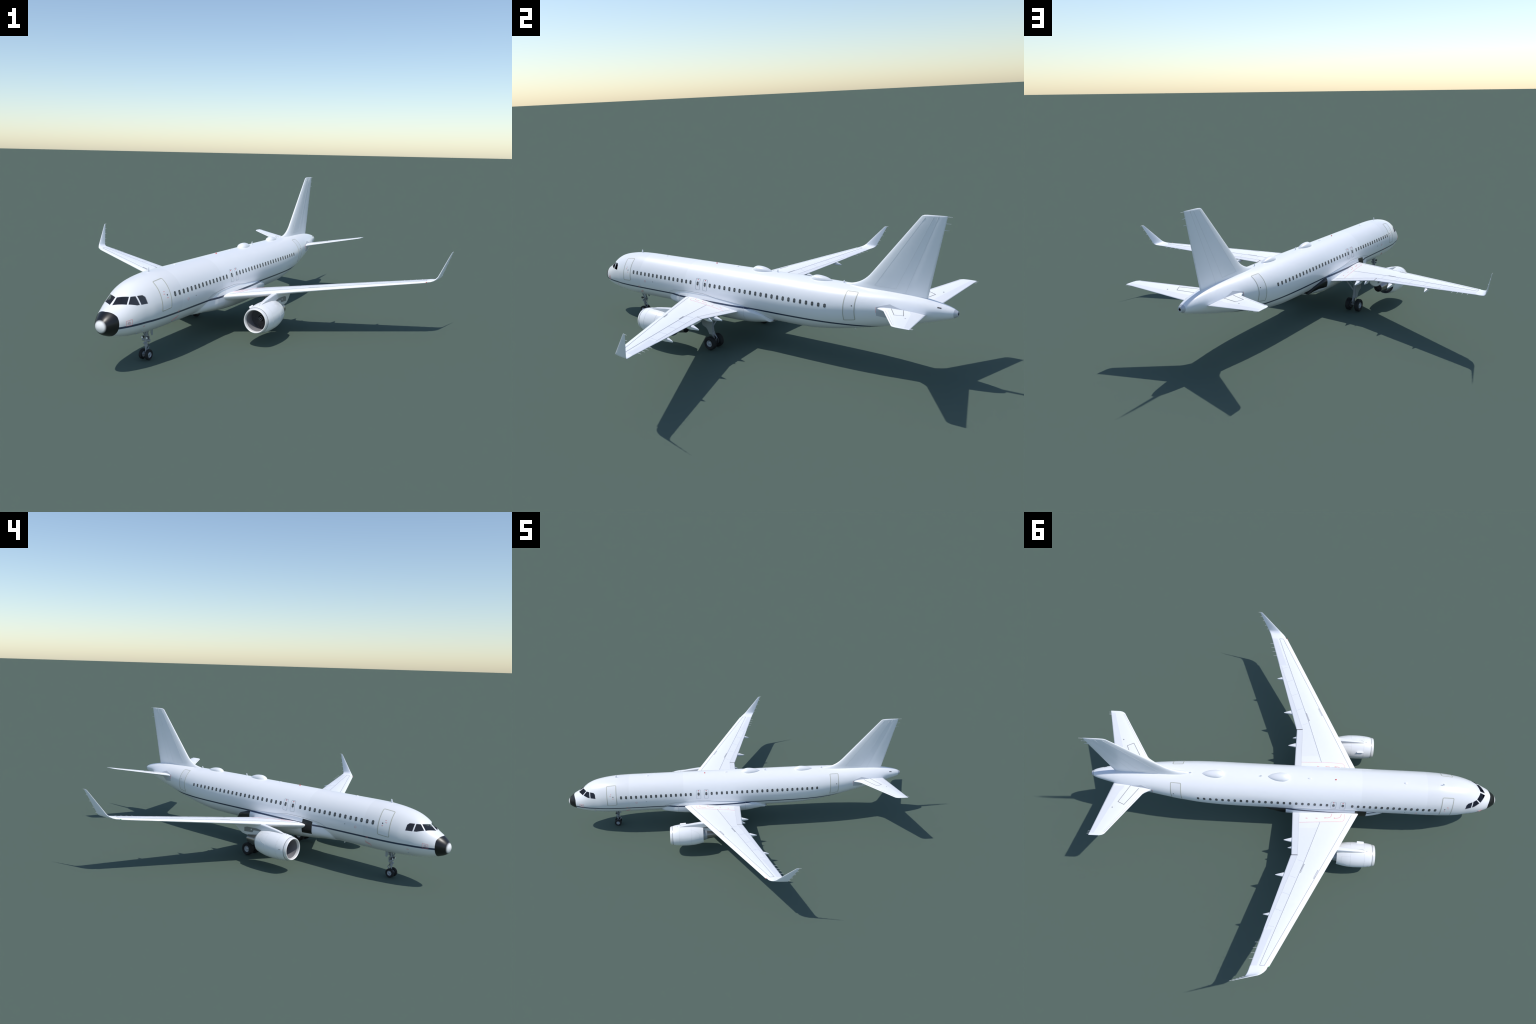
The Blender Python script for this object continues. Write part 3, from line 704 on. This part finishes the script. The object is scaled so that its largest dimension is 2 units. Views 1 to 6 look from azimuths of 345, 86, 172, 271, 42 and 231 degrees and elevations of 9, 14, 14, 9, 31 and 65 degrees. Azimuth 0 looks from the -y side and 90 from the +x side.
# ------------------------------------------------------------------ engines
NSEG = 96
def revolve(profile, p0, z0, n=NSEG):
    return loft([[(s, p0 + r * math.cos(2 * math.pi * i / n), z0 + r * math.sin(2 * math.pi * i / n)) for i in range(n)] for s, r in profile], False)
EP, EZ = .3492, .1328
def smooth_profile(pts, k=5):
    pts = np.array(pts, float); d = np.concatenate([[0], np.cumsum(np.linalg.norm(np.diff(pts, axis=0), axis=1))])
    q = np.concatenate([np.linspace(a, b_, k, endpoint=False) for a, b_ in zip(d[:-1], d[1:])] + [[d[-1]]])
    return list(zip(pchip(d, pts[:, 0], q), pchip(d, pts[:, 1], q)))
for sd in (1, -1):
    c0 = (sd * EP, EZ)
    lip = smooth_profile([(.7165, .0510), (.7080, .0514), (.7025, .0530), (.7005, .0555), (.7020, .0578), (.7070, .0600), (.7165, .0622)])
    cowl = smooth_profile([(.7165, .0622), (.735, .0665), (.770, .0706), (.810, .0721), (.850, .0708), (.885, .0660), (.9190, .0582)])
    v, f = revolve(cowl, *c0); nac = mesh('engine_nacelle', v, f, M_NAC)
    v, f = revolve(lip, *c0); mesh('inlet_lip', v, f, M_LIP, nac)
    v, f = revolve([(.7155, .0615), (.7155, .0626), (.7180, .0635), (.7180, .0620)], *c0); mesh('inlet_lip_joint', v, f, M_PYG, nac)
    v, f = revolve(smooth_profile([(.7165, .0510), (.735, .0514), (.760, .0522), (.785, .0525)]), *c0); mesh('inlet_liner', v, f, M_LINER, nac)
    v, f = revolve([(.9190, .0582), (.9190, .0572), (.900, .0580), (.870, .0590)], *c0); mesh('fan_nozzle', v, f, M_CORE, nac)
    v, f = revolve([(.786, .0525), (.786, .001)], *c0); mesh('fan_backing', v, f, M_DARKFILL, nac)
    v, f = revolve([(.871, .0590), (.871, .030)], *c0); mesh('bypass_wall', v, f, M_LINER, nac)
    v, f = revolve(smooth_profile([(.870, .0470), (.905, .0440), (.932, .0395), (.9440, .0365)]), *c0); mesh('core_cowl', v, f, M_CORE, nac)
    v, f = revolve([(.9440, .0365), (.9445, .0345), (.9700, .0310), (1.0120, .0245), (1.0120, .0236), (.9800, .0240)], *c0); mesh('exhaust_nozzle', v, f, M_NOZ, nac)
    v, f = revolve([(.9801, .0240), (.9801, .0010)], *c0); mesh('exhaust_wall', v, f, M_DARKFILL, nac)
    v, f = revolve(smooth_profile([(.7560, .0003), (.7580, .0035), (.7660, .0100), (.7760, .0150), (.7850, .0165)]), *c0, 40); spin = mesh('spinner', v, f, M_SPIN, nac)
    spl = []
    for i in range(22):
        t = i / 21; r = .0030 + .0075 * t; a = 2.6 * t * math.pi; s = float(np.interp(r, [.0003, .0035, .0100, .0150], [.7560, .7580, .7660, .7760])) - .0006
        for rr in (r - .0008, r + .0008): spl.append((s, c0[0] + rr * math.cos(a), c0[1] + rr * math.sin(a)))
    mesh('spinner_swirl', spl, [(2 * i, 2 * i + 1, 2 * i + 3, 2 * i + 2) for i in range(21)], M_WHITE, nac)
    # fan blades: twisted thin plates around the hub
    bv = []
    for k in range(7):
        t = k / 6; r = .0150 + .0360 * t; tw = math.radians(25 + 30 * t); ch = .0120 - .0035 * t
        for sgn, o in ((-1, -1), (1, -1), (1, 1), (-1, 1)):
            ds = sgn * ch / 2 * math.cos(tw); dt = sgn * ch / 2 * math.sin(tw)
            bv.append((.7760 + ds, dt + o * .00045, r))
    bf = [(4 * k + j, 4 * k + (j + 1) % 4, 4 * k + 4 + (j + 1) % 4, 4 * k + 4 + j) for k in range(6) for j in range(4)] + [(0, 1, 2, 3), (24, 25, 26, 27)]
    bme = None
    for k in range(36):
        if bme is None:
            o = mesh('fan_blade', [(s, p, z) for s, p, z in bv], bf, M_FAN, nac, angle=30); bme = o.data
            # turn about the fan axis (local x through the nacelle centre)
        else:
            o = bpy.data.objects.new('fan_blade', bme); bpy.context.scene.collection.objects.link(o); o.parent = nac
        o.location = (0, -c0[0], c0[1]); o.rotation_euler = (2 * math.pi * k / 36, 0, 0)
    # panel seams on the cowl
    cp = np.array(cowl)
    def nsurf(u, v, c0=c0):
        r = float(np.interp(u, cp[:, 0], cp[:, 1])); a = v / .075; d = np.array((0, math.cos(a), math.sin(a)))
        return np.array((u, c0[0] + r * d[1], c0[1] + r * d[2])), d
    for s in (.7625, .8405):
        ribbon('cowl_seam', nsurf, [(s, .075 * a) for a in np.linspace(math.pi / 2 + .22, math.pi / 2 + 2 * math.pi - .22, 90)], .0007, M_FAINT, nac, off=.0004, step=.05)
    for bs in (.6, math.pi - .6):
        ribbon('cowl_seam', nsurf, [(.8405, .075 * (bs + .42)), (.860, .075 * (bs + .36)), (.885, .075 * (bs + .15)), (.893, .075 * bs), (.893, .075 * (bs - .45)), (.8405, .075 * (bs - .50))], .0006, M_FAINT, nac, off=.0004)
    a0 = -.5 if sd > 0 else math.pi + .5
    ribbon('cowl_seam', nsurf, rrect(.812, .828, .075 * a0 - .011, .075 * a0 + .011, .001, 2), .0006, M_FAINT, nac, off=.0004, closed=True)
    patch('cowl_vent', nsurf, rrect(.733, .745, .075 * (a0 - .55) - .0016, .075 * (a0 - .55) + .0016, .0005, 2), M_PYG, .0005, .001, 0, nac)
    a1 = math.pi / 2 - sd * .03
    patch('cowl_vent', nsurf, ellipse(.7500, .075 * (math.pi / 2), .0030, .0016, 12), M_PYG, .0005, .001, 0, nac)
    # strake on the inboard shoulder
    an = math.radians(142) if sd > 0 else math.radians(38)
    dv = np.array((0, math.cos(an), math.sin(an))); tv = np.array((0, -math.sin(an), math.cos(an)))
    pr = [(.7620, .0690), (.7660, .0805), (.8040, .0825), (.8050, .0700)]
    sv = [tuple(np.array((s, c0[0], c0[1])) + dv * r + tv * o) for o in (-.0008, .0008) for s, r in pr]
    mesh('nacelle_strake', sv, [(0, 1, 2, 3), (7, 6, 5, 4), (0, 4, 5, 1), (1, 5, 6, 2), (2, 6, 7, 3), (3, 7, 4, 0)], M_BRIGHT, nac, angle=20)
    # pylon
    pst = np.array([.7625, .7680, .7800, .80, .83, .87, .905, .93, .96, 1.0, 1.03, 1.06, 1.09, 1.115, 1.122])
    ptop = np.interp(pst, [.7625, .78, .80, .85, .905, .95, 1.122], [.2020, .2075, .2125, .2200, .2265, .2290, .2150])
    pbot = np.interp(pst, [.7625, .80, .88, .92, .96, 1.015, 1.06, 1.10, 1.122], [.1975, .190, .180, .165, .1545, .1470, .1540, .1720, .1900])
    pwid = np.interp(pst, [.7625, .78, .82, .90, 1.0, 1.06, 1.122], [.0030, .0072, .0100, .0120, .0125, .0105, .0020])
    rings = []
    for s, a, b_, w in zip(pst, ptop, pbot, pwid):
        rings.append([(s, sd * EP + w * math.copysign(abs(math.cos(t)) ** .28, math.cos(t)), (a + b_) / 2 + (a - b_) / 2 * math.copysign(abs(math.sin(t)) ** .28, math.sin(t))) for t in [2 * math.pi * i / 40 for i in range(40)]])
    v, f = loft(rings); pyl = mesh('pylon', v, f, M_PYL, nac, angle=30)
    for q in (1, -1):
        ribbon('pylon_gap_strip', nsurf, [(s, .075 * (math.pi / 2 - q * .0118 * sd / .0705 * float(np.interp(s, [.7645, .79, .83, .92], [.55, .80, .95, 1.05])))) for s in np.linspace(.7645, .915, 16)], .0016, M_PYG, nac, off=.0006)  # dark strips laid on the cowl beside the pylon, not an open gap
    for q in (1, -1):
        v, f = prism([(1.040, .1900), (1.020, .1960), (.950, .1995), (.915, .1950), (.925, .1880), (.972, .1850), (.980, .1720), (1.040, .1680)], sd * EP + q * .0110, sd * EP + q * .0133)
        mesh('pylon_panel', v, f, M_PYG, nac, angle=20)
        v, f = rod((.988, sd * EP + q * .0120, .1865), (.988, sd * EP + q * .0140, .1865), .0040, .0040, 16); mesh('pylon_port', v, f, M_WHITE, nac)

# ------------------------------------------------------------------ landing gear
def wheel(s, p, z, r, hw, parent, rim_r):
    """tyre of revolution about the lateral axis, with a dished alloy rim"""
    n = 56
    def rev(pr): return loft([[(s + rr * math.cos(2 * math.pi * i / n), p + o, z + rr * math.sin(2 * math.pi * i / n)) for i in range(n)] for o, rr in pr], False)
    ty = [(-hw * .70, rim_r), (-hw * .95, rim_r + (r - rim_r) * .25), (-hw, rim_r + (r - rim_r) * .55), (-hw * .92, rim_r + (r - rim_r) * .80), (-hw * .66, r * .985), (-hw * .45, r), (-hw * .44, r * .988), (-hw * .38, r * .988), (-hw * .37, r), (-hw * .05, r), (-hw * .04, r * .988)]
    ty = ty + [(-o, rr) for o, rr in reversed(ty)]
    v, f = rev(ty); mesh('tyre', v, f, M_TYRE, parent, angle=45)
    rm = [(-hw * .70, rim_r), (-hw * .78, rim_r * .96), (-hw * .50, rim_r * .86), (-hw * .42, rim_r * .55), (-hw * .62, rim_r * .40), (-hw * .68, rim_r * .22), (-hw * .68, rim_r * .02)]
    v, f = join(rev(rm), rev([(-o, rr) for o, rr in rm])); mesh('wheel_rim', v, f, M_RIM, parent, angle=35)
    hb = [rod((s + rim_r * .64 * math.cos(a), p + q * hw * .40, z + rim_r * .64 * math.sin(a)), (s + rim_r * .64 * math.cos(a), p + q * hw * .475, z + rim_r * .64 * math.sin(a)), rim_r * .085, n=8) for q in (1, -1) for a in [2 * math.pi * i / 8 for i in range(8)]]
    v, f = join(*hb); mesh('wheel_hole_disc', v, f, M_GEARD, parent)  # dark discs set on the rim in place of open holes

def tube(pts, r, n=10): return join(*[rod(a, b_, r, n=n) for a, b_ in zip(pts[:-1], pts[1:])])

for sd in (1, -1):
    P = sd * .2375
    v, f = join(rod((1.0990, P, .0366), (1.0950, P, .0900), .0062, .0066, 20), rod((1.0950, P, .0860), (1.0850, P, .2050), .0095, .0105, 20), rod((1.0965, P, .078), (1.0950, P, .092), .0112, n=20),
                rod((1.0990, P - .036, .0366), (1.0990, P + .036, .0366), .0052, n=16))
    g = mesh('main_landing_gear', v, f, M_GEAR, angle=40)
    # side stay, torque link and hoses
    v, f = join(rod((1.0900, P, .1120), (1.1230, sd * .1850, .1950), .0042, .0046), rod((1.0880, P, .1500), (1.1150, sd * .2000, .1900), .0022)); mesh('side_stay', v, f, M_GEAR, g)
    v, f = join(rod((1.1060, P - .004, .0820), (1.1230, P, .0620), .0022), rod((1.1060, P + .004, .0820), (1.1230, P, .0620), .0022), rod((1.1230, P, .0620), (1.1040, P - .004, .0400), .0022), rod((1.1230, P, .0620), (1.1040, P + .004, .0400), .0022)); mesh('torque_link', v, f, M_GEAR, g)
    v, f = join(tube([(1.0860, P + sd * .006, .0800), (1.0760, P + sd * .006, .0660), (1.0800, P + sd * .008, .0500), (1.0900, P + sd * .010, .0400)], .0011, 8), tube([(1.0990, P - .006, .0900), (1.1080, P - .008, .0650), (1.1060, P - .01, .0450)], .0010, 8)); mesh('brake_hose', v, f, M_GEARD, g)
    for q in (1, -1):
        v, f = rod((1.0990, P + q * .0140, .0366), (1.0990, P + q * .0230, .0366), .0165, n=28); mesh('brake_stack', v, f, M_GEARD, g)
    poly = [(1.0335, .196), (1.0328, .150), (1.0335, .1280), (1.0380, .1215), (1.0610, .1120), (1.0700, .1020), (1.0785, .0850), (1.0800, .0790), (1.1010, .0790), (1.1035, .0950), (1.1050, .1500), (1.1050, .196)]
    v, f = prism(poly, P + sd * .0105, P + sd * .0130); mesh('gear_door', v, f, M_CORE, g, angle=20)
    for q in (1, -1): wheel(1.0990, P + q * .0295, .0366, .0366, .0135, g, .0180)

v, f = join(rod((.3175, 0, .0240), (.3200, 0, .0700), .0038, .0040, 18), rod((.3197, 0, .0640), (.3235, 0, .1420), .0066, .0075, 18), rod((.3200, 0, .0600), (.3203, 0, .0680), .0082, n=18), rod((.3175, -.0235, .0240), (.3175, .0235, .0240), .0035, n=14))
ng = mesh('nose_landing_gear', v, f, M_GEAR, angle=40)
v, f = join(rod((.3215, 0, .0900), (.2990, .0060, .1420), .0024), rod((.3215, 0, .0900), (.2990, -.0060, .1420), .0024), rod((.3220, 0, .1000), (.3440, 0, .1400), .0030)); mesh('drag_strut', v, f, M_GEAR, ng)
v, f = join(rod((.3270, .003, .0680), (.3420, 0, .0520), .0018), rod((.3270, -.003, .0680), (.3420, 0, .0520), .0018), rod((.3420, 0, .0520), (.3220, .003, .0320), .0018), rod((.3420, 0, .0520), (.3220, -.003, .0320), .0018)); mesh('torque_link', v, f, M_GEAR, ng)
v, f = join(rod((.3220, -.0200, .0880), (.3220, .0200, .0880), .0052, n=14), rod((.3120, -.0060, .0760), (.3120, .0060, .0760), .0045, n=12), rod((.3300, .0080, .0790), (.3300, .0080, .1050), .0035), rod((.3300, -.0080, .0790), (.3300, -.0080, .1050), .0035)); mesh('steering_actuator', v, f, M_GEAR, ng)
for q in (1, -1):
    v, f = rod((.3180, q * .0125, .1020), (.3080, q * .0125, .1015), .0058, .0064, 18); mesh('taxi_light_housing', v, f, M_GEARD, ng)
    v, f = rod((.3082, q * .0125, .1015), (.3074, q * .0125, .1015), .0050, n=18); mesh('taxi_light', v, f, M_BRIGHT, ng)
    v, f = prism([(.3320, .1400), (.3500, .1400), (.3490, .1080), (.3400, .1060), (.3330, .1200)], q * .0155, q * .0170); mesh('gear_door', v, f, M_CORE, ng, angle=20)
    v, f = tube([(.3230, q * .006, .1250), (.3300, q * .011, .1000), (.3270, q * .010, .0750), (.3220, q * .008, .0500)], .0009, 8); mesh('gear_hose', v, f, M_GEARD, ng)
    wheel(.3175, q * .0158, .0240, .0240, .0076, ng, .0128)
patch('wheel_bay_dark_plate', fus_surf, [(.300, fpt(.300, .012, .13)), (.352, fpt(.352, .012, .13)), (.352, fpt(.352, -.012, .13)), (.300, fpt(.300, -.012, .13))], M_DARKFILL, .0006, .001, .01)  # dark plate laid on the belly skin; no bay is cut

# ------------------------------------------------------------------ small fittings
def dome(s0, s1, hw, h):
    rings = []
    for t in np.linspace(0, 1, 28):
        s = s0 + (s1 - s0) * t
        k = math.sin(math.pi * min(1, t / .34) / 2) ** .62 if t < .34 else max(0, 1 - ((t - .34) / .66) ** 2.1) ** .95
        zt = fsec(s)[0]; w = hw * k ** .8 + .0004; hh = h * k + .0003; dip = .0008 + (zt - fpos(s, math.acos(min(1, w / .125)))[2])
        rings.append([(s, w * math.cos(a), zt - dip * (1 if math.sin(a) < .999 else 0) * abs(math.cos(a)) - (.004 if math.sin(a) < -.01 else 0) + (hh if math.sin(a) > 0 else 0) * max(0, math.sin(a)) ** .8) for a in [2 * math.pi * i / 40 for i in range(40)]])
    v, f = loft(rings); return mesh('antenna_dome', v, f, M_WHITE, angle=60)
dome(1.2050, 1.3320, .0265, .0215); dome(1.5770, 1.7050, .0240, .0195)
def blade(s, zt, ch, h, t=.0018, sweep=.6, name='blade_antenna', down=False, p=0):
    sg = -1 if down else 1; rings = []
    for k in (-.2, 0, .5, .9, 1):
        c_ = ch * (1 - .55 * max(0, k)); x0 = s + sweep * ch * max(k, 0) * .9; z = zt + sg * h * k
        rings.append([(x0 + c_ * (.5 - .5 * math.cos(a)), p + t * math.sin(a) * (1 if k < 1 else .4), z) for a in [2 * math.pi * i / 14 for i in range(14)]])
    v, f = loft(rings); return mesh(name, v, f, M_WHITE, angle=50)
blade(.3310, fsec(.338)[0], .0150, .0195); blade(1.3620, .3960, .0110, .0145); blade(1.7620, .3925, .0110, .0125)
def bump(s, p, z, ls, lp, h, m, name):
    rings = [[(s + ls * math.cos(e) * math.cos(a), p + lp * math.cos(e) * math.sin(a), z + h * math.sin(e)) for a in [2 * math.pi * i / 20 for i in range(20)]] for e in np.linspace(-.5, math.pi / 2 - .02, 9)]
    v, f = loft(rings); return mesh(name, v, f, m)
bump(.5524, 0, .3958, .0085, .0062, .0028, M_WHITE, 'antenna_blister'); bump(1.0947, 0, .3958, .0105, .0048, .0030, M_WHITE, 'antenna_blister')
bump(.9467, 0, .3958, .0052, .0036, .0042, M_RED, 'beacon_light')
bump(1.0, 0, .0975, .0052, .0036, -.0040, M_RED, 'beacon_light')
for s in (.272, .285): bump(s, 0, fsec(s)[0] - .0004, .0016, .0016, .0016, M_BRIGHT, 'sensor_stud')
blade(1.3550, fsec(1.36)[1] + .001, .0090, .0130, down=True, name='drain_mast'); blade(1.8200, fsec(1.825)[1], .0090, .0130, down=True, name='drain_mast'); blade(.6100, .1335, .0120, .0120, down=True)
for side in (1, -1):   # pitot probes and small sensors below the cockpit
    for s, z in ((.1880, .1760), (.1770, .1610)):
        a, nv = fus_surf(s, fang(s, z, side)); a = Vector(a); nv = Vector(nv)
        v, f = join(rod(a - nv * .001, a + nv * .0040, .0010), rod(a + nv * .0040 + Vector((.002, 0, 0)), a + nv * .0040 - Vector((.005, 0, 0)), .0011, .0007)); mesh('pitot_probe', v, f, M_RIM)
